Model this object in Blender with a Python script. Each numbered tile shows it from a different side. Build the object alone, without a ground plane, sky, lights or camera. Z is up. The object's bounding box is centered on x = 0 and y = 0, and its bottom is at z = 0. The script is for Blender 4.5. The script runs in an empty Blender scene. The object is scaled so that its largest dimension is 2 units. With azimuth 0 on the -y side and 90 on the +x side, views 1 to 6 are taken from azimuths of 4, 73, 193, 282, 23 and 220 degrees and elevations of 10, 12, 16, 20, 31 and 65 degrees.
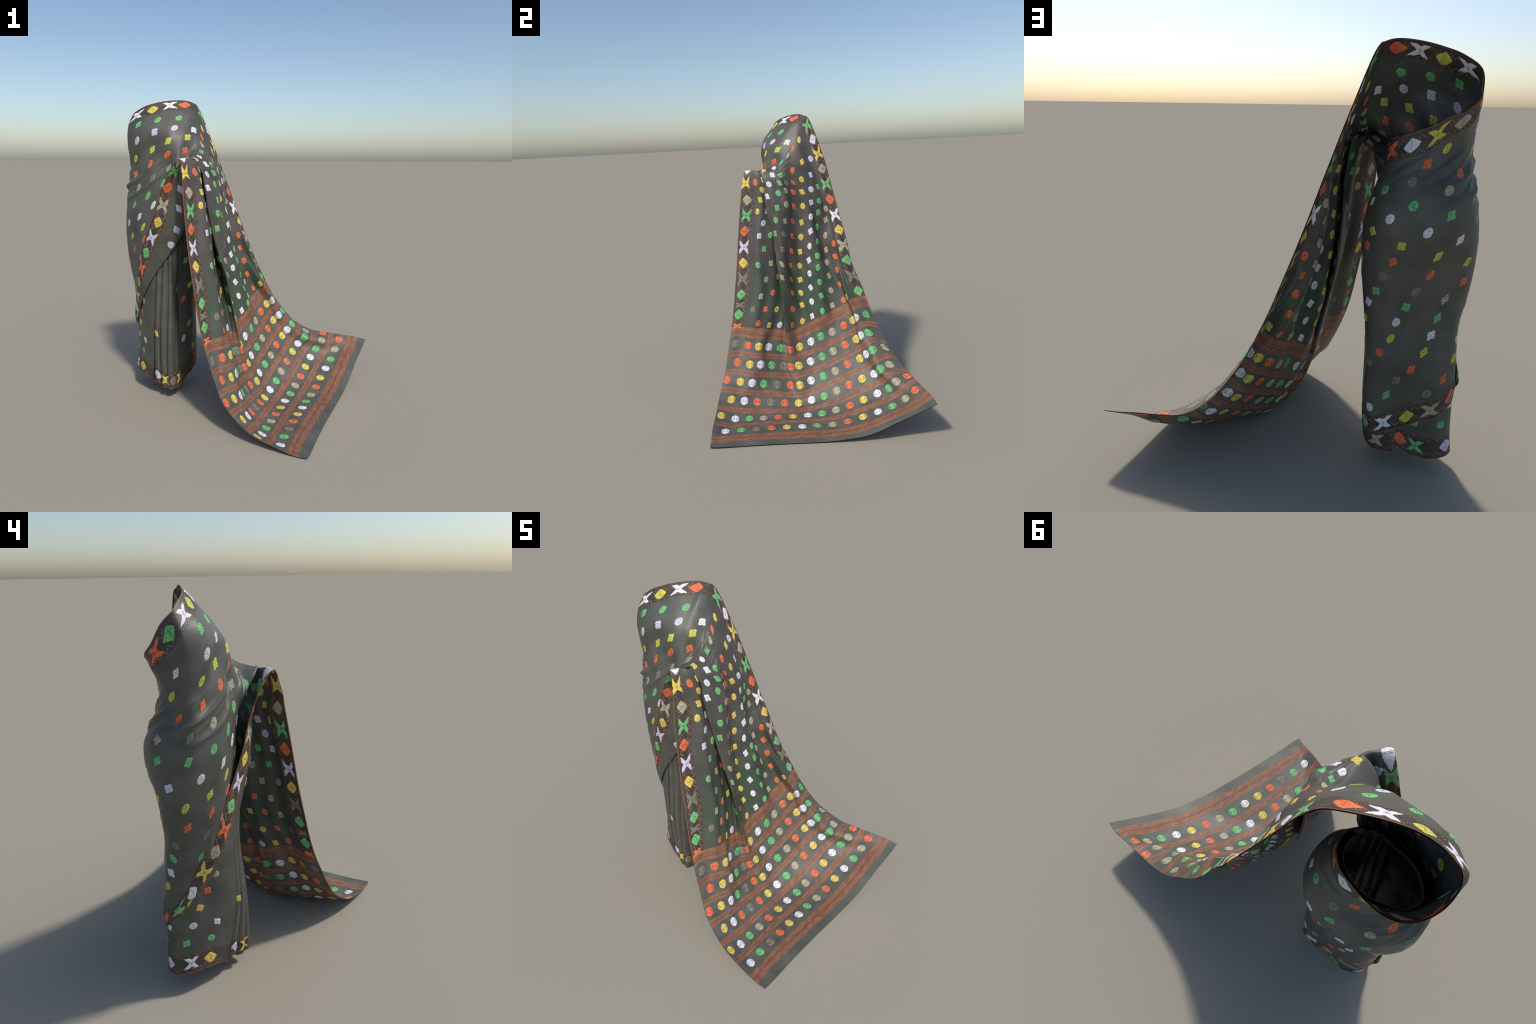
import bpy, math, random
import numpy as np

random.seed(7)
rng = np.random.default_rng(7)

# ------------------------------------------------------------------ materials
def lin(r, g, b):
    f = lambda v: (v / 255 / 12.92) if v / 255 < 0.04045 else ((v / 255 + 0.055) / 1.055) ** 2.4
    return (f(r), f(g), f(b), 1.0)


def cloth_material(name, dark, light, scale=9.0, rough=0.52, weave=420.0, fleck=None, tint=None, bump=0.12, stretch=(1, 1, 1)):
    m = bpy.data.materials.new(name)
    m.use_nodes = True
    nt = m.node_tree
    n, l = nt.nodes, nt.links
    bsdf = n["Principled BSDF"]
    tc = n.new("ShaderNodeTexCoord")
    mp = n.new("ShaderNodeMapping")
    mp.inputs["Scale"].default_value = stretch
    l.new(tc.outputs["Object"], mp.inputs["Vector"])
    noise = n.new("ShaderNodeTexNoise")
    noise.inputs["Scale"].default_value = scale
    noise.inputs["Detail"].default_value = 5
    l.new(mp.outputs["Vector"], noise.inputs["Vector"])
    ramp = n.new("ShaderNodeValToRGB")
    ramp.color_ramp.elements[0].position = 0.32
    ramp.color_ramp.elements[0].color = dark
    ramp.color_ramp.elements[1].position = 0.68
    ramp.color_ramp.elements[1].color = light
    l.new(noise.outputs["Fac"], ramp.inputs["Fac"])
    col = ramp.outputs["Color"]
    if tint:                                            # soft dyed cloud at a height range
        colour, centre, width = tint
        sep = n.new("ShaderNodeSeparateXYZ")
        l.new(tc.outputs["Object"], sep.inputs[0])
        sub = n.new("ShaderNodeMath"); sub.operation = "SUBTRACT"; sub.inputs[1].default_value = centre
        l.new(sep.outputs["Z"], sub.inputs[0])
        ab = n.new("ShaderNodeMath"); ab.operation = "ABSOLUTE"; l.new(sub.outputs[0], ab.inputs[0])
        mr = n.new("ShaderNodeMapRange"); mr.inputs["From Min"].default_value = width
        mr.inputs["From Max"].default_value = width * 0.3; l.new(ab.outputs[0], mr.inputs["Value"])
        cloud = n.new("ShaderNodeTexNoise"); cloud.inputs["Scale"].default_value = 6.0
        l.new(tc.outputs["Object"], cloud.inputs["Vector"])
        mul = n.new("ShaderNodeMath"); mul.operation = "MULTIPLY"
        l.new(mr.outputs[0], mul.inputs[0]); l.new(cloud.outputs["Fac"], mul.inputs[1])
        mix = n.new("ShaderNodeMix"); mix.data_type = "RGBA"
        l.new(mul.outputs[0], mix.inputs["Factor"]); l.new(col, mix.inputs["A"])
        mix.inputs["B"].default_value = colour
        col = mix.outputs["Result"]
    if fleck:                                           # stray plum and red threads
        vor = n.new("ShaderNodeTexVoronoi"); vor.inputs["Scale"].default_value = 22.0
        l.new(tc.outputs["Object"], vor.inputs["Vector"])
        lt = n.new("ShaderNodeMath"); lt.operation = "LESS_THAN"; lt.inputs[1].default_value = 0.16
        l.new(vor.outputs["Distance"], lt.inputs[0])
        sc = n.new("ShaderNodeMath"); sc.operation = "MULTIPLY"; sc.inputs[1].default_value = 0.40
        l.new(lt.outputs[0], sc.inputs[0])
        mix = n.new("ShaderNodeMix"); mix.data_type = "RGBA"
        l.new(sc.outputs[0], mix.inputs["Factor"]); l.new(col, mix.inputs["A"])
        mix.inputs["B"].default_value = fleck
        col = mix.outputs["Result"]
    l.new(col, bsdf.inputs["Base Color"])
    bsdf.inputs["Roughness"].default_value = rough
    bsdf.inputs["Specular IOR Level"].default_value = 0.42
    fine = n.new("ShaderNodeTexNoise"); fine.inputs["Scale"].default_value = weave
    l.new(tc.outputs["Object"], fine.inputs["Vector"])
    bp = n.new("ShaderNodeBump"); bp.inputs["Strength"].default_value = bump
    bp.inputs["Distance"].default_value = 0.002
    l.new(fine.outputs["Fac"], bp.inputs["Height"])
    l.new(bp.outputs["Normal"], bsdf.inputs["Normal"])
    return m


PLUM = lin(92, 52, 70)
M_GROUND = cloth_material("charcoal_silk", lin(75, 76, 68), lin(93, 93, 85), fleck=PLUM, rough=0.46)
M_TRAIN = cloth_material("charcoal_silk_green_cloud", lin(69, 67, 62), lin(87, 84, 78), fleck=PLUM, rough=0.48,
                         tint=(lin(46, 78, 54), 0.74, 0.26))
M_HEX = cloth_material("end_panel_silk", lin(76, 77, 70), lin(97, 95, 88), scale=14, fleck=lin(112, 62, 84))
M_BORDER = cloth_material("border_silk", lin(60, 54, 51), lin(79, 71, 65), scale=16, fleck=PLUM)
M_STRIPE = cloth_material("rust_stripe", lin(119, 79, 60), lin(146, 102, 78), scale=26, rough=0.6, stretch=(1.6, 0.8, 1))
M_LINE = cloth_material("stripe_line", lin(74, 54, 45), lin(92, 66, 53), rough=0.6)
M_HEM = cloth_material("orange_selvedge", lin(126, 74, 48), lin(170, 106, 70), scale=40)
M_STITCH = cloth_material("zigzag_thread", lin(122, 84, 66), lin(160, 114, 90), scale=60)
M_DARK_BAR = cloth_material("motif_slit", lin(44, 40, 38), lin(56, 50, 46))  # for thin dark bars laid over the motifs, not real openings
M_ENDHEM = cloth_material("plain_end_band", lin(79, 81, 74), lin(95, 96, 89))
THREAD = {
    "white": cloth_material("white_thread", lin(206, 204, 210), lin(240, 238, 240), scale=90, rough=0.7),
    "lavender": cloth_material("lavender_thread", lin(192, 182, 204), lin(226, 216, 232), scale=90, rough=0.7),
    "yellow": cloth_material("yellow_thread", lin(204, 176, 74), lin(236, 208, 104), scale=90, rough=0.7),
    "lime": cloth_material("lime_thread", lin(180, 178, 62), lin(212, 208, 92), scale=90, rough=0.7),
    "green": cloth_material("green_thread", lin(88, 164, 96), lin(128, 200, 130), scale=90, rough=0.7),
    "orange": cloth_material("orange_thread", lin(204, 92, 52), lin(234, 124, 80), scale=90, rough=0.7),
    "beige": cloth_material("beige_thread", lin(150, 142, 116), lin(190, 182, 152), scale=90, rough=0.7),
    "faded": cloth_material("faded_thread", lin(106, 104, 88), lin(140, 136, 116), scale=90, rough=0.7),
}

# ------------------------------------------------------------------ curve helpers
def hermite(x, y, xq):
    """cubic through the points (x, y), y of any width, slopes from the three-point rule, gently limited"""
    x = np.asarray(x, float); y = np.asarray(y, float)
    if y.ndim == 1:
        y = y[:, None]
    h = np.diff(x)[:, None]
    d = np.diff(y, axis=0) / h
    m = np.empty_like(y)
    m[1:-1] = (d[:-1] * h[1:] + d[1:] * h[:-1]) / (h[1:] + h[:-1])
    m[0], m[-1] = d[0], d[-1]
    lim = np.minimum(np.abs(d[:-1]), np.abs(d[1:])) * 3 + 0.15
    m[1:-1] = np.clip(m[1:-1], -np.maximum(lim, 0), np.maximum(lim, 0))
    xq = np.asarray(xq, float)
    k = np.clip(np.searchsorted(x, xq) - 1, 0, len(x) - 2)
    hh = (x[k + 1] - x[k])[:, None]
    s = ((xq - x[k]) / (x[k + 1] - x[k]))[:, None]
    return ((2 * s**3 - 3 * s**2 + 1) * y[k] + (s**3 - 2 * s**2 + s) * hh * m[k]
            + (3 * s**2 - 2 * s**3) * y[k + 1] + (s**3 - s**2) * hh * m[k + 1])


def smooth(a, b, v):
    s = np.clip((v - a) / (b - a), 0, 1)
    return s * s * (3 - 2 * s)


# ------------------------------------------------------------------ the figure under the cloth
# radius of the clothed figure about an upright axis, every 22.5 degrees from +x, at these heights
AXIS = (-0.595, 0.24)
FIGURE = [
    (0.05, [0.194, 0.202, 0.207, 0.178, 0.161, 0.179, 0.232, 0.267, 0.239, 0.194, 0.161, 0.156, 0.182, 0.236, 0.190, 0.190]),
    (0.20, [0.197, 0.206, 0.214, 0.176, 0.157, 0.176, 0.223, 0.250, 0.211, 0.181, 0.163, 0.165, 0.192, 0.240, 0.182, 0.194]),
    (0.35, [0.207, 0.210, 0.198, 0.168, 0.156, 0.180, 0.220, 0.244, 0.200, 0.176, 0.169, 0.178, 0.206, 0.236, 0.178, 0.192]),
    (0.50, [0.214, 0.207, 0.184, 0.163, 0.159, 0.184, 0.224, 0.243, 0.206, 0.176, 0.176, 0.189, 0.212, 0.230, 0.178, 0.195]),
    (0.65, [0.224, 0.210, 0.174, 0.156, 0.166, 0.181, 0.205, 0.228, 0.214, 0.185, 0.185, 0.194, 0.209, 0.224, 0.180, 0.202]),
    (0.80, [0.239, 0.214, 0.177, 0.160, 0.173, 0.170, 0.183, 0.228, 0.224, 0.195, 0.188, 0.193, 0.203, 0.218, 0.190, 0.215]),
    (0.95, [0.248, 0.226, 0.190, 0.172, 0.186, 0.179, 0.188, 0.239, 0.250, 0.215, 0.195, 0.193, 0.201, 0.224, 0.239, 0.248]),
    (1.10, [0.254, 0.240, 0.212, 0.196, 0.206, 0.206, 0.216, 0.253, 0.262, 0.230, 0.205, 0.194, 0.202, 0.221, 0.237, 0.250]),
    (1.20, [0.255, 0.249, 0.241, 0.230, 0.224, 0.230, 0.243, 0.260, 0.256, 0.229, 0.209, 0.197, 0.202, 0.215, 0.230, 0.245]),
    (1.30, [0.239, 0.231, 0.235, 0.229, 0.212, 0.230, 0.240, 0.247, 0.245, 0.230, 0.214, 0.202, 0.203, 0.209, 0.219, 0.230]),
    (1.40, [0.205, 0.197, 0.195, 0.202, 0.186, 0.193, 0.218, 0.229, 0.232, 0.212, 0.190, 0.174, 0.170, 0.180, 0.188, 0.196]),
    (1.50, [0.169, 0.162, 0.155, 0.158, 0.152, 0.150, 0.166, 0.192, 0.200, 0.176, 0.150, 0.130, 0.122, 0.140, 0.160, 0.162]),
    (1.60, [0.150, 0.152, 0.143, 0.137, 0.138, 0.145, 0.152, 0.178, 0.197, 0.172, 0.145, 0.125, 0.120, 0.135, 0.150, 0.150]),
    (1.70, [0.145, 0.146, 0.140, 0.138, 0.150, 0.178, 0.205, 0.214, 0.212, 0.210, 0.205, 0.200, 0.190, 0.175, 0.160, 0.140]),
    (1.85, [0.130, 0.130, 0.132, 0.136, 0.145, 0.176, 0.210, 0.216, 0.210, 0.205, 0.200, 0.190, 0.180, 0.170, 0.160, 0.140])]
_fz = [f[0] for f in FIGURE]
_fr = np.array([f[1] for f in FIGURE])


def figure_radius(z, degrees):
    """smooth periodic radius; z and degrees are arrays of one length"""
    z, degrees = np.atleast_1d(z), np.atleast_1d(degrees)
    n = _fr.shape[1]
    f = (degrees % 360) / 360 * n
    k = np.floor(f).astype(int); s = (f - k)[:, None]
    at = hermite(_fz, _fr, z)
    i = np.arange(len(z))
    p0, p1, p2, p3 = (at[i, (k + d) % n][:, None] for d in (-1, 0, 1, 2))
    return (p1 + 0.5 * s * (p2 - p0 + s * (2 * p0 - 5 * p1 + 4 * p2 - p3 + s * (3 * (p1 - p2) + p3 - p0))))[:, 0]


def figure_point(z, degrees, out=0.0):
    r = figure_radius(z, degrees)[0] + out
    return np.array([AXIS[0] + r * math.cos(math.radians(degrees)), AXIS[1] + r * math.sin(math.radians(degrees)), z])


# ------------------------------------------------------------------ stations of the long cloth
# Each station is one cross-section of the cloth from its upper selvedge (e=0) to its lower one (e=1).
STATIONS = []


def station(name, column, points):
    """points: (x, y, z) or (x, y, z, e); missing e are spread by arc length. column: lattice column at e=0"""
    p = np.array([q[:3] for q in points], float)
    e = [q[3] if len(q) > 3 else None for q in points]
    e[0], e[-1] = 0.0, 1.0
    arc = np.r_[0, np.cumsum(np.linalg.norm(np.diff(p, axis=0), axis=1))]
    known = [i for i, v in enumerate(e) if v is not None]
    e = np.interp(arc, arc[known], [e[i] for i in known])
    STATIONS.append(dict(name=name, p=p, e=e, column=column, width=arc[-1]))


def column_station(name, right, left, points):
    """train rows: points are (column, x, y, z) with the lattice column counted from the lower selvedge"""
    e = [(right - q[0]) / (right - left) for q in points]
    station(name, right, [(q[1], q[2], q[3], ee) for q, ee in zip(points, e)])


# round the figure: left front, left hip, back, right hip
for deg, rim, hem, col in [(-52, 1.50, 0.095, -2.2), (-15, 1.54, 0.190, -1.6), (22, 1.597, 0.185, -1.0), (45, 1.612, 0.178, -0.5),
                           (66, 1.628, 0.220, 0.0), (84, 1.645, 0.243, .4), (101, 1.664, 0.270, 0.8), (118, 1.70, 0.304, 1.3), (130, 1.714, 0.320, 1.7),
                           (141, 1.740, 0.352, 2.1), (152, 1.768, 0.395, 2.5)]:
    zs = np.linspace(rim, hem, 19)
    station("figure", col, [tuple(figure_point(z, deg, 0.0)) for z in zs])
station("right_side", 3.0, [(-.800, .285, 1.855), (-.806, .235, 1.78), (-.806, .215, 1.69), (-.795, .225, 1.58), (-.806, .235, 1.47),
        (-.832, .245, 1.36), (-.850, .25, 1.24), (-.857, .25, 1.10), (-.850, .25, .98), (-.832, .25, .85), (-.815, .25, .72),
        (-.812, .26, .60), (-.826, .295, .455, .93), (-.836, .295, .49), (-.826, .275, .56)])
station("right_quarter", 3.3, [(-.775, .238, 1.908), (-.800, .205, 1.84), (-.806, .182, 1.75), (-.796, .178, 1.65), (-.786, .176, 1.57), (-.796, .158, 1.47),
        (-.800, .150, 1.36), (-.803, .143, 1.24), (-.802, .143, 1.12), (-.793, .148, .97), (-.779, .162, .82), (-.774, .185, .68), (-.776, .205, .565, .915),
        (-.792, .212, .60), (-.802, .228, .635)])
station("right_front", 3.5, [(-.725, .232, 1.940), (-.738, .196, 1.887), (-.744, .138, 1.80), (-.738, .124, 1.70), (-.730, .136, 1.58), (-.725, .105, 1.44),
        (-.735, .085, 1.32), (-.745, .085, 1.20), (-.755, .10, 1.08), (-.762, .115, .95), (-.762, .135, .80), (-.754, .16, .625, .905),
        (-.775, .172, .66), (-.792, .200, .695)])
station("belly", 3.7, [(-.635, .243, 1.974), (-.62, .21, 1.929), (-.632, .150, 1.86), (-.640, .108, 1.788), (-.621, .114, 1.685), (-.621, .083, 1.586),
        (-.615, .055, 1.44), (-.630, .050, 1.30), (-.650, .050, 1.17), (-.660, .053, 1.04), (-.662, .062, .92), (-.660, .060, .795, .88),
        (-.715, .076, .845), (-.745, .110, .890)])
station("centre_front", 3.8, [(-.545, .278, 1.993), (-.542, .248, 1.963), (-.534, .181, 1.888), (-.523, .112, 1.797), (-.522, .077, 1.69),
        (-.527, .088, 1.58), (-.535, .050, 1.47), (-.535, .046, 1.35), (-.545, .045, 1.22), (-.555, .048, 1.08), (-.548, .034, .955, .85),
        (-.628, .030, 1.02), (-.685, .053, 1.075)])
station("left_front", 4.0, [(-.460, .320, 1.999), (-.450, .295, 1.972), (-.450, .19, 1.86), (-.450, .108, 1.75), (-.452, .078, 1.66), (-.465, .048, 1.57),
        (-.478, .012, 1.512, .46), (-.462, .045, 1.45), (-.460, .072, 1.33, .63), (-.434, .055, 1.22), (-.415, .018, 1.155, .83),
        (-.53, -.010, 1.22), (-.604, .004, 1.255)])
station("arm", 4.1, [(-.400, .350, 1.985), (-.398, .275, 1.93), (-.398, .195, 1.827), (-.397, .134, 1.739), (-.394, .122, 1.64), (-.395, .055, 1.602),
        (-.408, -.012, 1.574, .50), (-.372, .07, 1.535), (-.390, .085, 1.50, .66), (-.388, .05, 1.45), (-.388, .000, 1.40, .82),
        (-.468, -.022, 1.445), (-.520, -.036, 1.455)])
station("ridge", 4.4, [(-.370, .377, 1.958), (-.352, .305, 1.885), (-.345, .235, 1.795), (-.335, .175, 1.712), (-.335, .112, 1.650), (-.332, .035, 1.622),
        (-.338, -.024, 1.615, .50), (-.312, .09, 1.590), (-.294, .180, 1.580, .66), (-.322, .08, 1.586), (-.338, -.025, 1.600, .82),
        (-.372, -.068, 1.614, .92), (-.408, -.108, 1.612)])
RIDGE = len(STATIONS) - 1
# the train, row by row: (column, x, y, z)
column_station("row_twelve", 7.4, -7.8, [(7.4, -.278, .436, 1.715), (6.6, -.271, .388, 1.69), (5.8, -.280, .330, 1.676), (5, -.258, .27, 1.655), (4, -.250, .19, 1.600), (3, -.245, .14, 1.603),
        (2, -.238, .095, 1.572), (1, -.268, .050, 1.585), (0, -.300, -.020, 1.570), (-1.4, -.285, .09, 1.56), (-2.8, -.266, .180, 1.56), (-4, -.300, .085, 1.545),
        (-5, -.298, -.012, 1.545), (-5.6, -.303, -.045, 1.54), (-6.7, -.350, -.100, 1.525), (-7.8, -.379, -.147, 1.52)])
column_station("row_ten", 8.6, -6.7, [(8.6, -.198, .466, 1.49), (8, -.207, .424, 1.482), (7, -.212, .365, 1.478), (6, -.200, .306, 1.470), (5, -.216, .245, 1.454),
        (4, -.228, .18, 1.455), (3, -.203, .121, 1.472), (2, -.214, .066, 1.455), (1.2, -.238, .008, 1.44), (.6, -.262, -.022, 1.44), (-.8, -.262, .09, 1.44),
        (-2.4, -.248, .180, 1.445), (-3.6, -.285, .085, 1.42), (-4.4, -.274, -.012, 1.41), (-5, -.280, -.045, 1.41), (-6, -.338, -.112, 1.416), (-6.7, -.371, -.166, 1.42)])
column_station("row_seven", 9.9, -5.9, [(9.9, -.124, .492, 1.27), (9.2, -.138, .453, 1.262), (8, -.185, .409, 1.238), (7, -.178, .335, 1.20), (6, -.154, .275, 1.176),
        (5, -.200, .218, 1.13), (4, -.200, .150, 1.145), (3, -.163, .079, 1.171), (2.2, -.185, .030, 1.18), (1.6, -.220, .014, 1.17), (.4, -.238, .10, 1.165),
        (-.8, -.238, .180, 1.165), (-2, -.255, .09, 1.16), (-3, -.237, .001, 1.163), (-4, -.246, -.079, 1.165), (-5.1, -.317, -.150, 1.155), (-5.9, -.345, -.209, 1.15)])
column_station("row_five", 10.5, -5.1, [(10.5, -.066, .514, 1.105), (9.9, -.074, .484, 1.10), (9.4, -.080, .440, 1.095), (9, -.100, .430, 1.085), (8, -.147, .389, 1.040), (7, -.124, .312, 1.012), (6, -.134, .258, .98),
        (5, -.178, .198, .935), (4, -.174, .13, .945), (3, -.145, .053, .969), (2.2, -.172, .020, .985), (1.0, -.205, .10, .975), (-.1, -.222, .185, .97), (-1.2, -.226, .08, .970),
        (-2.1, -.216, -.005, .971), (-3, -.210, -.093, .975), (-4.3, -.286, -.175, .965), (-5.1, -.320, -.236, .972)])
column_station("row_four", 10.9, -4.4, [(10.9, -.022, .518, .99), (10.3, -.030, .492, .99), (9.8, -.038, .446, .990), (9.45, -.072, .450, .987), (9, -.093, .436, .985), (8, -.125, .376, .947),
        (7, -.093, .299, .917), (6, -.121, .245, .875), (5, -.167, .186, .83), (4, -.158, .115, .84), (3.2, -.126, .050, .87), (2.6, -.140, .022, .88),
        (1.6, -.172, .085, .875), (.5, -.202, .15, .87), (-.6, -.202, .07, .865), (-1.6, -.196, -.022, .86), (-2.5, -.190, -.102, .85), (-3.6, -.262, -.190, .86), (-4.4, -.300, -.257, .855)])
column_station("row_one", 11.9, -3.1, [(11.9, .072, .572, .752), (11.3, .058, .532, .745), (10.1, .065, .447, .730), (9.7, .032, .458, .708), (9, .005, .448, .688), (8, -.028, .37, .648),
        (7, -.021, .288, .621), (6, -.061, .23, .581), (5, -.103, .169, .54), (4, -.094, .089, .52), (3.2, -.072, .022, .52), (2.6, -.088, .036, .522), (1.8, -.118, .042, .525), (1, -.134, .009, .527),
        (0, -.130, -.075, .54), (-1, -.131, -.155, .56), (-2.4, -.222, -.270, .556), (-3.1, -.240, -.318, .556)])
column_station("hexagon_row_one", 12.6, -2.6, [(12.6, .148, .598, .598), (12, .143, .549, .608), (11.2, .150, .466, .602), (10.6, .128, .476, .580), (10, .104, .469, .562), (9, .063, .416, .518), (8, .026, .34, .473),
        (7, .008, .262, .440), (6, -.032, .201, .40), (5, -.056, .121, .368), (4, -.041, .040, .362), (3, -.074, .022, .362), (2, -.091, -.007, .367), (1, -.100, -.098, .389),
        (0, -.087, -.173, .408), (-1, -.134, -.236, .409), (-2, -.185, -.316, .421), (-2.6, -.192, -.362, .408)])
column_station("hexagon_row_two", 13.0, -1.9, [(13, .232, .620, .474), (12, .213, .524, .503), (11.2, .198, .480, .482), (10, .153, .469, .441), (9, .115, .396, .395), (8, .079, .321, .348), (7, .046, .250, .310),
        (6, .010, .175, .273), (5, .000, .087, .251), (4, -.024, .030, .245), (3, -.047, -.001, .244), (2, -.059, -.095, .264), (1, -.054, -.176, .283), (0, -.077, -.246, .291), (-1, -.125, -.325, .301), (-1.9, -.148, -.398, .298)])
column_station("hexagon_row_three", 13.5, -1.3, [(13.5, .315, .647, .384), (13, .291, .604, .412), (12, .293, .511, .401), (11.2, .262, .488, .368), (10, .221, .460, .325), (9, .180, .381, .279), (8, .141, .303, .231), (7, .105, .228, .191),
        (6, .069, .150, .157), (5, .061, .065, .135), (4, .018, .017, .124), (3, .001, -.078, .141), (2, -.017, -.172, .159), (1, -.017, -.255, .176), (0, -.050, -.329, .187), (-1, -.089, -.413, .203), (-1.3, -.100, -.438, .203)])
column_station("hexagon_row_four", 13.9, -.9, [(13.9, .422, .657, .320), (13, .393, .585, .328), (12, .388, .510, .300), (11.2, .344, .509, .262), (10, .299, .429, .213), (9, .258, .352, .165), (8, .220, .277, .119), (7, .183, .196, .083),
        (6, .147, .119, .047), (5, .114, .034, .028), (4, .091, -.060, .038), (3, .069, -.153, .050), (2, .048, -.244, .063), (1, .034, -.330, .081), (0, .012, -.416, .100), (-.9, .000, -.498, .112)])
column_station("hexagon_row_five", 14.3, -.4, [(14.3, .530, .655, .298), (13.6, .522, .605, .285), (13, .518, .553, .264), (12, .474, .532, .205), (11, .432, .471, .158), (10, .396, .388, .114), (9, .359, .305, .073), (8, .321, .222, .039),
        (6, .255, .045, .003), (4, .196, -.145, .001), (2, .147, -.332, .004), (1, .125, -.422, .014), (0, .105, -.513, .047), (-.4, .099, -.545, .060)])
column_station("hexagon_row_six", 14.7, .1, [(14.7, .662, .648, .284), (14, .654, .610, .257), (13, .619, .564, .191), (12, .579, .493, .140), (11, .541, .412, .097), (10, .502, .326, .058), (9, .466, .236, .028), (8, .430, .145, .008),
        (6, .366, -.039, .001), (4, .312, -.230, .001), (2, .260, -.419, .001), (1, .236, -.517, .003), (.1, .222, -.596, .031)])
column_station("end_band", 14.8, .3, [(14.8, .792, .642, .266), (14, .775, .585, .225), (12, .708, .440, .133), (10, .632, .272, .044), (8, .566, .098, .010), (6, .498, -.085, .001), (4, .432, -.275, .001), (2, .370, -.480, .001), (.8, .345, -.590, .002), (.3, .336, -.632, .006)])
column_station("end_selvedge", 14.8, .3, [(14.8, .854, .628, .256), (14, .838, .590, .232), (12, .769, .450, .146), (10, .692, .275, .048), (8, .618, .088, .010), (6, .552, -.100, .002), (4, .490, -.293, .001), (2, .430, -.500, .002), (.8, .400, -.612, .006), (.3, .388, -.648, .008)])

# ------------------------------------------------------------------ turn stations into a smooth sheet
E_FINE = np.linspace(0, 1, 401)
LINES = np.array([hermite(s["e"], s["p"], E_FINE) for s in STATIONS])
gap = np.sqrt(((LINES[1:, ::8] - LINES[:-1, ::8]) ** 2).sum(2)).mean(1)
T_STATION = np.r_[0, np.cumsum(np.maximum(gap, 0.03))]
T_OF = {s["name"]: t for s, t in zip(STATIONS, T_STATION)}
T_RIDGE, T_END = T_STATION[RIDGE], T_STATION[-1]
COLUMN0 = np.array([s["column"] for s in STATIONS])
T_FINE = np.linspace(0, T_END, 1201)
SHEET = hermite(T_STATION, LINES.reshape(len(LINES), -1), T_FINE).reshape(len(T_FINE), len(E_FINE), 3)

# drawn-in wrinkles of the waist and soft gathers on the shoulder
def add_wrinkles(P):
    T, E = np.meshgrid(T_FINE, E_FINE, indexing="ij")
    x, y, z = P[..., 0], P[..., 1], P[..., 2]
    nrm = np.cross(np.gradient(P, axis=0), np.gradient(P, axis=1))
    nrm /= np.linalg.norm(nrm, axis=2, keepdims=True) + 1e-9
    ang = np.arctan2(y - 0.24, x + 0.6)
    round_ = np.unwrap(ang, axis=0)
    on_body = smooth(T_OF["figure"] - 2.0, T_OF["figure"] - 1.0, T) * smooth(T_RIDGE - 0.02, T_RIDGE - 0.22, T)
    waist = np.exp(-((z - 1.50 - 0.06 * np.cos(round_)) / 0.10) ** 2)
    right = 0.35 + 0.65 * np.exp(-((np.mod(round_ - 2.9 + np.pi, 2 * np.pi) - np.pi) / 1.1) ** 2)
    lift = 0.42 * (T - T_RIDGE)
    roll = lambda ph: 2 * np.abs(np.sin(ph / 2)) ** 0.75 - 1.2
    ridges = roll((z - lift) * 74 + 1.4 * np.sin(T * 7)) + 0.45 * roll((z - 1.3 * lift) * 127 + 2.0 + np.sin(T * 11))
    d = 0.0095 * waist * right * ridges * on_body
    # long diagonal drags across the back thigh
    thigh = smooth(1.0, 0.75, z) * smooth(0.30, 0.5, z) * on_body * smooth(T_OF["right_front"], T_OF["right_side"], T)
    d += 0.0035 * thigh * np.sin((z + 0.9 * T) * 17)
    # fine gathers just below the shoulder
    sh = np.exp(-((T - T_RIDGE - 0.055) / 0.06) ** 2) * np.exp(-((E - 0.33) / 0.075) ** 2)
    d += 0.007 * sh * np.sin(T * 190 + 10 * E)
    # soft lengthwise flutes of the train
    fl = smooth(T_RIDGE, T_RIDGE + 0.3, T) * smooth(T_OF["hexagon_row_three"], T_OF["row_one"], T)
    d += 0.004 * fl * np.sin(E * 75 + 1.0)
    return P + nrm * d[..., None]


SHEET = add_wrinkles(SHEET)
SHEET[..., 2] = np.maximum(SHEET[..., 2], 0.0025)
DT = np.gradient(SHEET, T_FINE, axis=0)
DE = np.gradient(SHEET, E_FINE, axis=1)
NORMAL = np.cross(DT, DE)
NORMAL /= np.linalg.norm(NORMAL, axis=2, keepdims=True) + 1e-9


def sample(grid, t, e):
    fi = np.clip(np.asarray(t) / T_END, 0, 1) * (len(T_FINE) - 1)
    fj = np.clip(np.asarray(e), 0, 1) * (len(E_FINE) - 1)
    i = np.minimum(fi.astype(int), len(T_FINE) - 2); j = np.minimum(fj.astype(int), len(E_FINE) - 2)
    a, b = (fi - i)[..., None], (fj - j)[..., None]
    return (grid[i, j] * (1 - a) * (1 - b) + grid[i + 1, j] * a * (1 - b) + grid[i, j + 1] * (1 - a) * b + grid[i + 1, j + 1] * a * b)


class Surface:
    """a parametric cloth: point, normal and local metric at (t, e)"""
    def __init__(self, point, normal, metric):
        self.point, self.normal, self.metric = point, normal, metric


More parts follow.
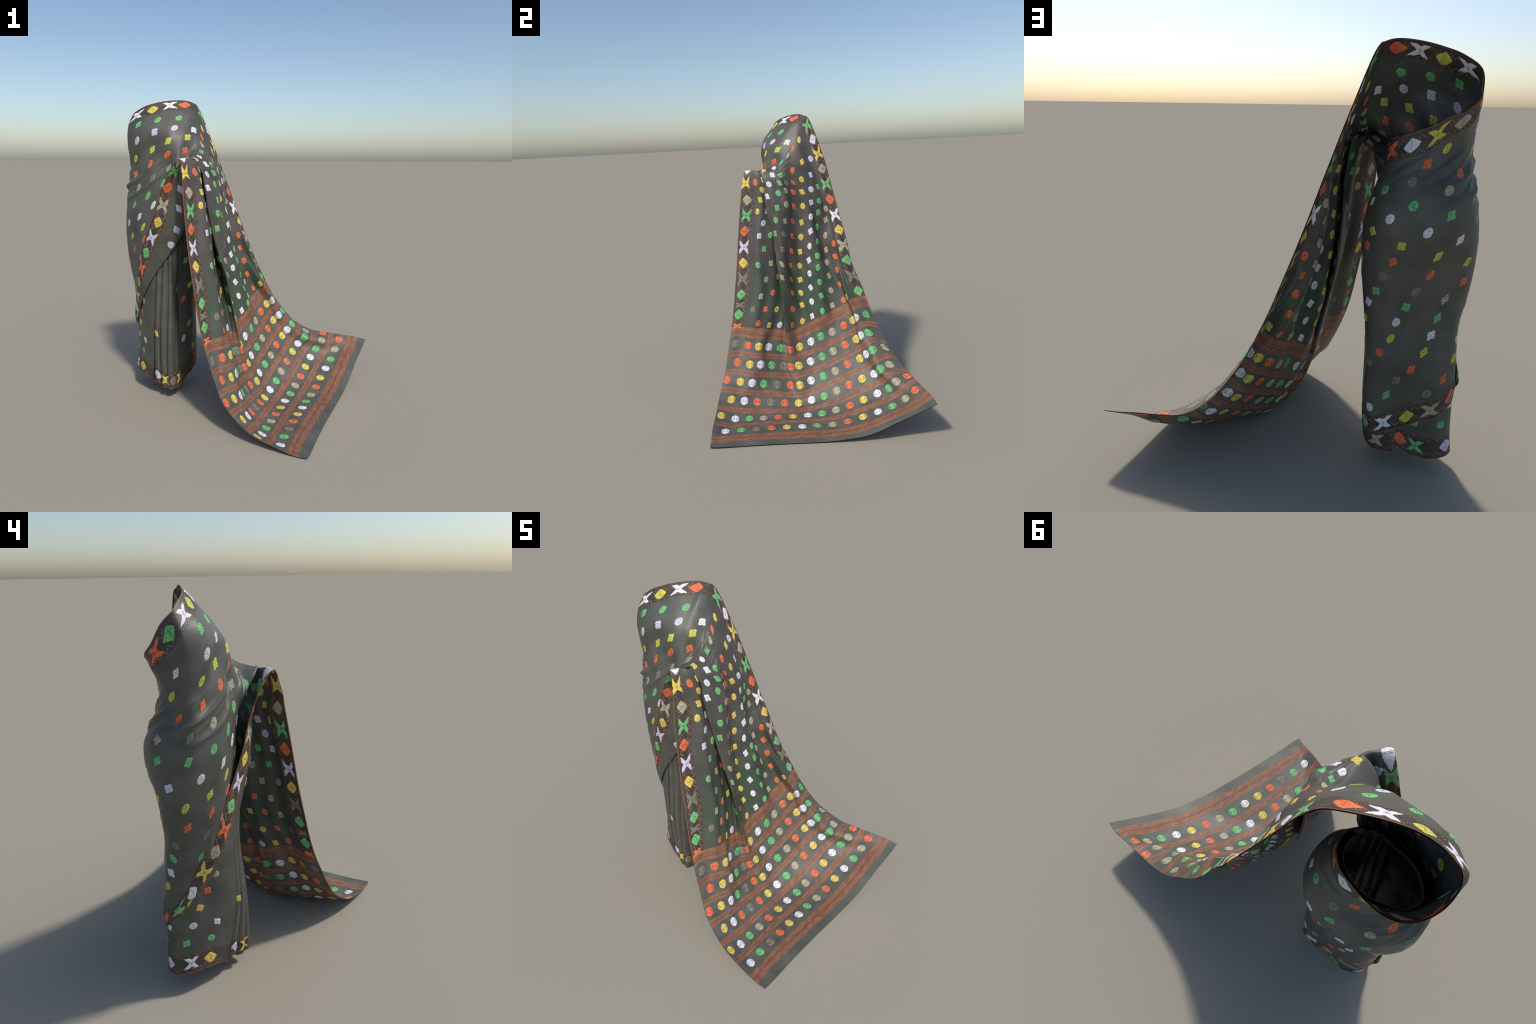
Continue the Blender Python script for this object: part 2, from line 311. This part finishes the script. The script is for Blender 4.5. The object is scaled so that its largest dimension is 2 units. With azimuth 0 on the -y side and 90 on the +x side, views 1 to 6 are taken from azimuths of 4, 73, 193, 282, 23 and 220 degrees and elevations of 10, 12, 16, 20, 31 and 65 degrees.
LONG = Surface(lambda t, e: sample(SHEET, t, e),
               lambda t, e: (lambda v: v / (np.linalg.norm(v, axis=-1, keepdims=True) + 1e-9))(sample(NORMAL, t, e)),
               lambda t, e: (np.linalg.norm(sample(DT, t, e), axis=-1), np.linalg.norm(sample(DE, t, e), axis=-1)))

# ------------------------------------------------------------------ scene objects
ROOT = bpy.data.objects.new("draped_sari", None)
bpy.context.scene.collection.objects.link(ROOT)
ROOT["label"] = "dark draped sari with colourful embroidered motifs and rust stripes"
ROOT["category"] = "sari"


def add_mesh(name, verts, faces, material, normals=None, parent=ROOT, stuff=False):
    me = bpy.data.meshes.new(name)
    me.from_pydata([tuple(v) for v in verts], [], [tuple(f) for f in faces])
    me.update()
    me.polygons.foreach_set("use_smooth", [True] * len(me.polygons))
    if normals is not None:
        me.normals_split_custom_set_from_vertices([tuple(v) for v in normals])
    me.materials.append(material)
    ob = bpy.data.objects.new(name, me)
    bpy.context.scene.collection.objects.link(ob)
    ob.parent = parent
    if stuff:
        ob["kind"] = "stuff"
    return ob


HALF = 0.0016          # half the thickness of the cloth


def thick_patch(name, surf, ts, es, material, parent=ROOT, close_t=(True, True), close_e=(True, True), extra=0.0):
    """a piece of cloth with real thickness over the grid ts x es"""
    T, E = np.meshgrid(ts, es, indexing="ij")
    P, N = surf.point(T, E), surf.normal(T, E)
    nt_, ne_ = len(ts), len(es)
    h = HALF + extra
    V = np.concatenate([(P + N * h).reshape(-1, 3), (P - N * h).reshape(-1, 3)])
    NN = np.concatenate([N.reshape(-1, 3), -N.reshape(-1, 3)])
    idx = np.arange(nt_ * ne_).reshape(nt_, ne_)
    q = np.stack([idx[:-1, :-1], idx[1:, :-1], idx[1:, 1:], idx[:-1, 1:]], -1).reshape(-1, 4)
    o = nt_ * ne_
    F = [q, q[:, ::-1] + o]
    V0 = len(V)
    extra_v, extra_n, extra_f = [], [], []

    def wall(line, nrm):
        nonlocal V0
        k = len(line)
        extra_v.append(np.concatenate([V[line], V[line + o]]))
        extra_n.append(np.concatenate([nrm, nrm]))
        a = np.arange(k - 1)
        extra_f.append(np.stack([V0 + a, V0 + a + 1, V0 + k + a + 1, V0 + k + a], -1))
        V0 += 2 * k
    side = lambda d: d / (np.linalg.norm(d, axis=-1, keepdims=True) + 1e-9)
    if close_t[0]: wall(idx[0], side(P[0] - P[1]))
    if close_t[1]: wall(idx[-1], side(P[-1] - P[-2]))
    if close_e[0]: wall(idx[:, 0], side(P[:, 0] - P[:, 1]))
    if close_e[1]: wall(idx[:, -1], side(P[:, -1] - P[:, -2]))
    return add_mesh(name, np.concatenate([V] + extra_v), np.concatenate(F + extra_f), material,
                    np.concatenate([NN] + extra_n), parent)


def span(a, b, step):
    return np.linspace(a, b, max(2, int(math.ceil((b - a) / step)) + 1))


BORDER = 0.070          # width of the patterned border, in e
EDGE = 0.0022           # width of the orange selvedge, in e
row = lambda n: T_OF[n]
h_rows = [row("hexagon_row_" + w) for w in ("one", "two", "three", "four", "five", "six")]
T_B1 = row("row_one")
mixt = lambda a, b, f: a + (b - a) * f
stripes = [(mixt(T_B1, h_rows[0], .20), mixt(T_B1, h_rows[0], .68))]
for a, b in zip(h_rows[:-1], h_rows[1:]):
    stripes.append((mixt(a, b, .37), mixt(a, b, .66)))
stripes.append((mixt(h_rows[5], T_END, .30), mixt(h_rows[5], T_END, .70)))
T_PATTERN_END = stripes[0][0]

E_BODY = span(BORDER, 1 - BORDER, 0.0034)
E_ALL = np.r_[span(0, BORDER, 0.0036)[:-1], E_BODY[:-1], span(1 - BORDER, 1, 0.0036)]

# drape round the figure and over the arm, then the train
for name, t0, t1, mat in [("bodice_drape", 0.0, T_RIDGE, M_GROUND), ("train", T_RIDGE, T_PATTERN_END, M_TRAIN)]:
    ts = span(t0, t1, 0.0062)
    first = t0 == 0.0
    body = thick_patch(name, LONG, ts, E_BODY, mat, close_t=(first, False), close_e=(False, False))
    for lo, hi, cl in [(EDGE, BORDER, (False, False)), (1 - BORDER, 1 - EDGE, (False, False))]:
        thick_patch("border", LONG, ts, span(lo, hi, 0.0036), M_BORDER, body, close_t=(first, False), close_e=cl)
    for lo, hi, cl in [(0, EDGE, (True, False)), (1 - EDGE, 1, (False, True))]:
        thick_patch("selvedge", LONG, ts, np.linspace(lo, hi, 3), M_HEM, body, close_t=(first, False), close_e=cl, extra=0.0004)
    if name == "train":
        TRAIN = body
    else:
        DRAPE = body
# the end panel: bands of charcoal between rust stripes
prev = T_PATTERN_END
for k, (a, b) in enumerate(stripes):
    if a > prev:
        thick_patch("end_panel", LONG, span(prev, a, 0.0062), E_ALL, M_HEX, TRAIN, close_t=(False, False))
    cuts = [a, mixt(a, b, .44), mixt(a, b, .50), b] if k else [a, mixt(a, b, .40), mixt(a, b, .44), mixt(a, b, .60), mixt(a, b, .66), b]
    for c, (u, v) in enumerate(zip(cuts[:-1], cuts[1:])):
        thick_patch("stripe" if c % 2 == 0 else "stripe_line", LONG, span(u, v, 0.0062), E_ALL,
                    M_STRIPE if c % 2 == 0 else M_LINE, TRAIN, close_t=(False, False))
    prev = b
thick_patch("end_band", LONG, span(prev, T_END, 0.0062), E_ALL, M_ENDHEM, TRAIN, close_t=(False, True))

# ------------------------------------------------------------------ the inner skirt with its front pleats
PLEATS = [-.664, -.604, -.547, -.493, -.443]      # x of the valleys between the pleats, at the hem


def hem_height(deg):
    d = np.asarray(deg) % 360
    k = [0, 25, 50, 76, 79, 92, 105, 125, 150, 175, 195, 218, 240, 251, 253, 263, 270, 284, 300, 318, 335, 360]
    z = [.165, .13, .105, .100, .138, .122, .104, .097, .104, .118, .128, .118, .095, .088, .112, .100, .078, .076, .080, .095, .135, .165]
    return np.interp(d, k, z)


def waist_height(deg):
    return 1.53 + 0.035 * np.cos(np.radians(np.asarray(deg) - 60))


N_ROUND, N_UP = 720, 190
rings = []
angles = np.linspace(0, 360, N_ROUND + 1)
for u in np.linspace(0, 1, N_UP + 1):
    zz = hem_height(angles) * (1 - u) + waist_height(angles) * u
    cover = 0.005 + 0.013 * smooth(0.35, 0.75, zz) + 0.010 * smooth(0.9, 1.2, zz)
    r = figure_radius(zz, angles) - cover
    x, y = AXIS[0] + r * np.cos(np.radians(angles)), AXIS[1] + r * np.sin(np.radians(angles))
    rings.append(np.stack([x, y, zz], -1))
TUBE = np.array(rings)                                   # [up, round, xyz]
U = np.linspace(0, 1, N_UP + 1)[:, None] * np.ones((1, N_ROUND + 1))
A = np.ones((N_UP + 1, 1)) * angles[None, :]
# pleats: sharp valleys that gather towards the waist
front = smooth(200, 225, A) * smooth(345, 322, A)
relief = np.zeros_like(A)
xs = TUBE[..., 0]; zz = TUBE[..., 2]
gather = np.clip((zz - 0.1) / 1.1, 0, 1)
valley = np.array([np.array(px) * (1 - gather) + (-0.585 + 0.030 * k) * gather + 0.004 * np.sin(zz * 5 + 2 * k) for k, px in enumerate(PLEATS)])
amp = 0.030 * (1 - 0.62 * gather)
for k in range(len(PLEATS) - 1):
    q = (xs - valley[k]) / (valley[k + 1] - valley[k])
    inside = (q > 0) & (q < 1)
    relief = np.where(inside, amp * (np.abs(np.sin(np.pi * np.clip(q, 0, 1))) ** 0.55 - 0.62), relief)
edge = xs - valley[0]                                    # the panel that laps over the first pleat
relief = np.where(edge <= 0, 0.010 * (1 - 0.5 * gather) * np.exp(edge / 0.045), relief)
last = xs - valley[-1]
relief = np.where(last >= 0, -amp * 0.62 * np.exp(-last / 0.012), relief)
TUBE[..., 1] -= front * relief * (TUBE[..., 1] < 0.25)

dU = np.gradient(TUBE, 1 / N_UP, axis=0)
ext = np.concatenate([TUBE[:, -2:-1], TUBE, TUBE[:, 1:2]], axis=1)
dA = (ext[:, 2:] - ext[:, :-2]) / (2 * 360 / N_ROUND)
TN = np.cross(dA, dU)
TN /= np.linalg.norm(TN, axis=2, keepdims=True) + 1e-9


def tube_sample(grid, a, u):
    fa = (np.asarray(a) % 360) / 360 * N_ROUND
    fu = np.clip(np.asarray(u), 0, 1) * N_UP
    i = np.minimum(fu.astype(int), N_UP - 1); j = np.minimum(fa.astype(int), N_ROUND - 1)
    p, q = (fu - i)[..., None], (fa - j)[..., None]
    return grid[i, j] * (1 - p) * (1 - q) + grid[i + 1, j] * p * (1 - q) + grid[i, j + 1] * (1 - p) * q + grid[i + 1, j + 1] * p * q


SKIRT_SURF = Surface(lambda t, e: tube_sample(TUBE, t, e), lambda t, e: tube_sample(TN, t, e),
                     lambda t, e: (np.maximum(np.linalg.norm(tube_sample(dA, t, e), axis=-1), 1e-4), np.linalg.norm(tube_sample(dU, t, e), axis=-1)))


def tube_patch(name, u0, u1, step, material, parent, ends, extra=0.0):
    es = span(u0, u1, step)
    ts = np.linspace(0, 360 - 1e-7, N_ROUND + 1)
    return thick_patch(name, SKIRT_SURF, ts, es, material, parent, close_t=(False, False), close_e=ends, extra=extra)


U_EDGE, U_BORDER = 0.0032, 0.078
SKIRT = tube_patch("skirt", U_BORDER, 1.0, 0.0055, M_GROUND, ROOT, (False, True))
tube_patch("border", U_EDGE, U_BORDER, 0.005, M_BORDER, SKIRT, (False, False))
tube_patch("selvedge", 0.0, U_EDGE, 0.002, M_HEM, SKIRT, (True, False), 0.0004)

# ------------------------------------------------------------------ embroidered motifs
def star_outline(corners):
    """radius by angle of a polygon that is star-shaped about its middle"""
    ang = np.array([math.atan2(y, x) for x, y in corners]); o = np.argsort(ang)
    pts = np.array(corners)[o]; ang = ang[o]

    def radius(phi):
        phi = (phi + math.pi) % (2 * math.pi) - math.pi
        k = np.searchsorted(ang, phi) % len(ang)
        p, q = pts[k - 1], pts[k]
        c, s = math.cos(phi), math.sin(phi)
        d = q - p
        det = c * d[1] - s * d[0]
        return (p[0] * d[1] - p[1] * d[0]) / det if abs(det) > 1e-9 else np.hypot(*p)
    return radius


_quarter = [(.60, 0), (.62, .09), (.80, .24), (.94, .48), (.90, .74), (1, 1), (.62, .84), (.34, .56), (.14, .40), (0, .36)]
BUTTERFLY = star_outline(sorted({(sx * x, sy * y) for x, y in _quarter for sx in (1, -1) for sy in (1, -1)}))
DIAMOND = star_outline([(sx * x, sy * y) for sx in (1, -1) for sy in (1, -1) for x, y in ((1, .14), (.62, .56), (.12, 1))])
HEXAGON = star_outline([(0, 1), (.80, .50), (.80, -.50), (0, -1), (-.80, -.50), (-.80, .50)])
CRESCENT = star_outline([(1, .9), (.5, .15), (0, -.12), (-.5, .15), (-1, .9), (-.95, -.3), (-.4, -.5), (.4, -.5), (.95, -.3)])
flower = lambda p: 0.66 + 0.34 * abs(math.cos(2 * (p + math.pi / 4)))
round_flower = lambda p: 0.93 + 0.07 * math.cos(10 * p)


def serrate(f, teeth, depth):
    return lambda p: f(p) * (1 - depth * (0.5 + 0.5 * math.cos(teeth * p)))


SHAPES = {  # outline, spokes, dark bars laid on top (centre p, centre q, half length, half width)
    "butterfly": (BUTTERFLY, 64, [(-.10, .0, .018, .20), (.10, .0, .018, .20), (0, 0, .30, .012)]),
    "diamond": (serrate(DIAMOND, 22, .12), 66, [(0, .05, .55, .012), (0, -.06, .55, .012)]),
    "hexagon": (serrate(lambda p: 0.62 * HEXAGON(p) + 0.38 * 0.86, 26, .18), 78, [(-.40, .24, .20, .034), (.40, .24, .20, .034), (-.42, .0, .22, .034), (.42, .0, .22, .034),
                                               (-.40, -.24, .20, .034), (.40, -.24, .20, .034)]),
    "flower": (serrate(flower, 24, .14), 72, [(.30, .30, .03, .14), (-.30, .30, .03, .14), (.30, -.30, .03, .14), (-.30, -.30, .03, .14), (0, 0, .09, .06)]),
    "rosette": (serrate(round_flower, 20, .18), 60, [(-.32, .22, .03, .18), (.32, .22, .03, .18), (-.32, -.22, .03, .18), (.32, -.22, .03, .18), (0, 0, .09, .06)]),
    "crescent": (CRESCENT, 48, []),
}
MOTIFS = []            # (size on show, name, verts, faces, material)
BAR_V, BAR_F, STITCH_V, STITCH_F = [], [], [], []


def project(surf, t, e, p, q, turn, lift, bound):
    """lay the flat pattern (p across the cloth, q along it, metres) on the cloth"""
    mt, me_ = surf.metric(np.array(t), np.array(e))
    c, s = math.cos(turn), math.sin(turn)
    tt = t + (q * c + p * s) / max(float(mt), 0.3 * bound[2])
    ee = e + (p * c - q * s) / max(float(me_), 1e-3)
    tt = np.clip(tt, bound[3], bound[4]); ee = np.clip(ee, bound[0], bound[1])
    P, N = surf.point(tt, ee), surf.normal(tt, ee)
    return P, N


def motif(surf, t, e, shape, colour, half_p, half_q, turn=0.0, bound=(0.001, 0.999, 1.0, -1e9, 1e9), dark_bars=True):
    outline, spokes, cuts = SHAPES[shape]
    phis = np.linspace(0, 2 * math.pi, spokes, endpoint=False) + 1e-4
    radii = np.array([outline(f) for f in phis]) * (1 + rng.normal(0, 0.02, spokes))
    rings_ = (0.30, 0.62, 0.86, 1.0)
    p = np.concatenate([[0]] + [radii * k * np.cos(phis) * half_p for k in rings_])
    q = np.concatenate([[0]] + [radii * k * np.sin(phis) * half_q for k in rings_])
    P, N = project(surf, t, e, p, q, turn, 0, bound)
    if shape in ("flower", "rosette"):
        reach = np.linalg.norm(P[-spokes:] - P[0], axis=1).max() / max(half_p, half_q)
        if reach > 1.5 or (N[-spokes:] @ N[0]).min() < 0.25:
            return
    lift = np.full(len(p), HALF + 0.0016); lift[-spokes:] = HALF + 0.0004
    V = np.concatenate([P + N * lift[:, None], P - N * lift[:, None]])
    k = np.arange(spokes); k2 = (k + 1) % spokes
    tri = [(0, 1 + a, 1 + b) for a, b in zip(k, k2)]
    for r in range(len(rings_) - 1):
        o = 1 + r * spokes
        tri += [(o + a, o + spokes + a, o + spokes + b, o + b) for a, b in zip(k, k2)]
    n = len(p)
    F = tri + [tuple(i + n for i in reversed(f)) for f in tri]
    MOTIFS.append((half_p * half_q, shape + "_motif", V, F, THREAD[colour]))
    if dark_bars:
        for cp, cq, lp, lq in cuts:
            pp = np.array([-1, -.33, .33, 1, 1, .33, -.33, -1]) * lp * half_p + cp * half_p
            qq = np.array([-1, -1, -1, -1, 1, 1, 1, 1]) * lq * half_q + cq * half_q
            P, N = project(surf, t, e, pp, qq, turn, 0, bound)
            for sgn in (1, -1):
                o = sum(len(v) for v in BAR_V)
                BAR_V.append(P + N * sgn * (HALF + 0.0021))  # dark bar added proud of the motif to stand for a slit
                for a, b, c, d in [(0, 1, 6, 7), (1, 2, 5, 6), (2, 3, 4, 5)]:
                    BAR_F.append((o + a, o + b, o + c, o + d))


def stitches(surf, t_list, e_of, size_t, size_e):
    """little diamonds of brown thread in a zigzag"""
    for k, t in enumerate(t_list):
        e = e_of(k)
        tt = np.array([t - size_t, t, t + size_t, t]); ee = np.clip(np.array([e, e - size_e, e, e + size_e]), 0.0005, 0.9995)
        P, N = surf.point(tt, ee), surf.normal(tt, ee)
        for sgn in (1, -1):
            o = sum(1 for _ in STITCH_V) * 4
            STITCH_V.append(P + N * sgn * (HALF + 0.0009))
            STITCH_F.append((o, o + 1, o + 2, o + 3) if sgn > 0 else (o + 3, o + 2, o + 1, o))


CYCLE = ["yellow", "white", "green", "beige", "orange"]       # colour of lattice column c is CYCLE[c mod 5]
jit = lambda s: float(rng.normal(0, s))

# hexagons of the end panel
for k, th in enumerate(h_rows):
    st = STATIONS[T_STATION.tolist().index(th)]
    right, left = st["column"], {0: -2.6, 1: -1.9, 2: -1.3, 3: -.9, 4: -.4, 5: .1}[k]
    for c in range(math.ceil(left + 0.28), math.floor(right - 0.28) + 1):
        colour = CYCLE[c % 5]
        if k == 3 and c == 2: colour = "orange"
        if colour == "beige" and c < 6 and rng.random() < 0.7: colour = "faded"
        motif(LONG, th + jit(.002), (right - c) / (right - left), "hexagon", colour, .0330, .0340, jit(.03))

# small flowers of the train, in columns
rows_t = {12: row("row_twelve"), 10: row("row_ten"), 7: row("row_seven"), 4: row("row_four"), 1: T_B1}
LEFT_OF = {s["name"]: v for s, v in zip(STATIONS[RIDGE + 1:], (-7.8, -6.7, -5.9, -5.1, -4.4, -3.1))}
tk = [T_RIDGE] + [rows_t[k] for k in (12, 10, 7, 4, 1)]
right_at = lambda t: np.interp(t, tk, [7.0, 7.4, 8.6, 9.9, 10.9, 11.9])
left_at = lambda t: np.interp(t, tk, [-8.2, -7.8, -6.7, -5.9, -4.4, -3.1])
for r in range(1, 14):
    t = np.interp(r, [1, 4, 7, 10, 12, 13], [rows_t[1], rows_t[4], rows_t[7], rows_t[10], rows_t[12], T_RIDGE + 0.03])
    R, L = right_at(t), left_at(t)
    for c in range(math.ceil(L), math.floor(R) + 1):
        e = (R - c) / (R - L)
        if BORDER + 0.022 < e < 1 - BORDER - 0.022:
            colour = CYCLE[c % 5]
            if colour == "white" and rng.random() < .4: colour = "lavender"
            if colour == "beige" and rng.random() < .3: colour = "faded"
            big = 1.0
            motif(LONG, t + jit(.003), e + jit(.001), "flower" if (r + c) % 2 else "rosette", colour, .0205 * big, .0265 * big, jit(.06))

# flowers of the drape round the figure: wider apart along the cloth, each column staggered
t_fig = [t for s, t in zip(STATIONS, T_STATION)][:RIDGE + 1]
col_fig = COLUMN0[:RIDGE + 1]
for c in range(-15, 5):
    tt = np.linspace(0.02, T_RIDGE - 0.02, 900)
    ee = (np.interp(tt, t_fig, col_fig) - c) / 14.9
    path = sample(SHEET, tt, ee)
    length = np.r_[0, np.cumsum(np.linalg.norm(np.diff(path, axis=0), axis=1))]
    at = (c * 0.052) % 0.15
    while at < length[-1]:
        t, e = float(np.interp(at, length, tt)), float(np.interp(at, length, ee))
        if BORDER + 0.028 < e < 1 - BORDER - 0.025:
            colour = CYCLE[c % 5]
            if colour == "yellow": colour = "lime"
            if colour == "white" and rng.random() < .35: colour = "lavender"
            if colour == "beige" and rng.random() < .4: colour = "faded"
            big = .0250 if t < T_OF["right_front"] else .0270
            motif(LONG, t + jit(.003), e + jit(.0015), "flower" if rng.random() < .55 else "rosette", colour, big, big, jit(.25))
        at += (0.160 if t < T_OF["right_side"] else 0.132) * (1 + jit(.03))

# border figures: upper selvedge (rim, shoulder, train) and lower selvedge (hem, flap, train)
def arc_positions(e, t0, t1, spacing, offset=0.0):
    ts = np.linspace(t0, t1, 1500)
    p = sample(SHEET, ts, np.full_like(ts, e))
    s = np.r_[0, np.cumsum(np.linalg.norm(np.diff(p, axis=0), axis=1))]
    return [float(np.interp(v, s, ts)) for v in np.arange(offset, s[-1], spacing)]


UP_E, LOW_E = 0.036, 0.964
SEQ_TRAIN_UP = "green_b white_d yellow_b beige_d green_b orange_d white_b yellow_d beige_b green_d faded_b green_d orange_c".split()
SEQ_RIM = "orange_d white_b lime_d white_b green_d orange_b beige_d lime_b white_d orange_b green_d".split()
SEQ_TRAIN_LOW = "yellow_b beige_d green_b orange_d lavender_b yellow_d faded_b green_d faded_c green_d orange_c".split()
SEQ_FLAP = "green_b orange_d beige_b yellow_d lavender_b green_d orange_b beige_d yellow_b white_d green_b orange_d beige_b lime_d white_b green_d orange_b".split()
KIND = {"b": "butterfly", "d": "diamond", "c": "crescent"}
SIZE = {"b": (.034, .049), "d": (.032, .040), "c": (.036, .026)}


def run_border(seq, e, t_list):
    for item, t in zip(seq, t_list):
        colour, k = item.split("_")
        hp, hq = SIZE[k]
        bound = (0.001, 0.07, 1.0, 0, T_END) if e < .5 else (0.93, 0.999, 1.0, 0, T_END)
        motif(LONG, t, e, KIND[k], colour, hp, hq, jit(.03), bound)


run_border(SEQ_TRAIN_UP, UP_E, arc_positions(UP_E, T_RIDGE, T_PATTERN_END, .1130, 0.020))
back = lambda e, t1, sp, off: [t for t in reversed(arc_positions(e, 0.0, t1, sp, off))]
ts = np.linspace(T_RIDGE, 0, 1500)


def backwards(e, spacing, offset):
    p = sample(SHEET, ts, np.full_like(ts, e))
    s = np.r_[0, np.cumsum(np.linalg.norm(np.diff(p, axis=0), axis=1))]
    return [float(np.interp(v, s, ts)) for v in np.arange(offset, s[-1], spacing)]


run_border(SEQ_RIM, UP_E, backwards(UP_E, .112, .105))
steps = [-.93, 0, 1, 2, 3, 4, 5, 6, 7, 7.60, 8.27, 8.93]
fine = arc_positions(LOW_E, T_RIDGE, T_PATTERN_END + .05, .001, 0.0)
run_border(["white_d"] + SEQ_TRAIN_LOW, LOW_E, [fine[min(len(fine) - 1, int(round((0.106 + k * .1135) * 1000)))] for k in steps])
run_border(SEQ_FLAP, LOW_E, backwards(LOW_E, .1175, 0.100))

# zigzag threads along the borders
for inner, outer in ((BORDER - .004, .014), (1 - BORDER + .004, 1 - .014)):
    for base in (inner, outer):
        tz = arc_positions(base, 0.0, T_PATTERN_END, .0105, 0.004)
        pat = [0, .006, .012, .006]
        sg = -1 if base < .5 and base == inner else 1
        sg = -1 if base in (BORDER - .004, 1 - .014) else 1
        stitches(LONG, tz, lambda k, b=base, s_=sg: b + s_ * pat[k % 4], .0052, .0042)

# skirt: hem border figures, zigzag and a few flowers
hem_t, acc = [], 0.0
ring = tube_sample(TUBE, angles[:-1], np.full(N_ROUND, .04))
seg = np.linalg.norm(np.diff(np.r_[ring, ring[:1]], axis=0), axis=1)
sacc = np.r_[0, np.cumsum(seg)]
ang_at = lambda s: float(np.interp(s % sacc[-1], sacc, angles))
HEM = [(350, "orange_b"), (22, "green_d"), (53, "beige_b"), (88, "orange_d"), (113, "green_b"), (150, "lavender_d"), (178, "white_b"),
       (206, "yellow_d"), (261, "lavender_d"), (279, "yellow_b"), (293, "faded_d"), (306, "yellow_b"), (328, "white_d")]
for a, item in HEM:
    colour, kind = item.split("_")
    motif(SKIRT_SURF, a, .040, KIND[kind], colour, .033, .030 if 255 < a < 312 else .038, 0.0, (0.008, U_BORDER, 0.0, -1e9, 1e9))
for base, sg in ((U_BORDER - .001, -1), (.013, 1)):
    pat = [0, .005, .010, .005]
    n_st = int(sacc[-1] / .0105)
    stitches(SKIRT_SURF, [ang_at(k * sacc[-1] / n_st) for k in range(n_st)], lambda k, b=base, s_=sg: b + s_ * pat[k % 4], 1.2, .0038)
for j in range(10):
    for i in range(11):
        a = ang_at((i + 0.33 * (j % 3)) * sacc[-1] / 11)
        u = .125 + j * .068
        d = a % 360
        if not (150 < d < 345):
            if j > 3: continue
        if 232 < d < 306 and (i * 7 + j * 3) % 5: continue
        c = 2 - j
        colour = CYCLE[c % 5]
        motif(SKIRT_SURF, a + jit(1.2), u, "flower" if (i + j) % 2 else "rosette", colour, .0235, .0235, jit(.15), (0.0, 0.99, 0.0, -1e9, 1e9))

# ------------------------------------------------------------------ write the motifs out
order = sorted(range(len(MOTIFS)), key=lambda k: -MOTIFS[k][0])
single, rest = order[:300], order[300:]
for k in single:
    _, name, V, F, mat = MOTIFS[k]
    add_mesh(name, V, F, mat)
groups = {}
for k in rest:
    _, name, V, F, mat = MOTIFS[k]
    g = groups.setdefault(mat.name, [name, [], [], mat, 0])
    g[1].append(V); g[2] += [tuple(i + g[4] for i in f) for f in F]; g[4] += len(V)
for name, Vs, Fs, mat, _ in groups.values():
    add_mesh("small_flower_motifs", np.concatenate(Vs), Fs, mat, stuff=True)
add_mesh("motif_dark_bars", np.concatenate(BAR_V), BAR_F, M_DARK_BAR, stuff=True)
add_mesh("zigzag_stitches", np.concatenate(STITCH_V), STITCH_F, M_STITCH, stuff=True)
print("motifs", len(MOTIFS), "t_ridge", T_RIDGE, "t_end", T_END)
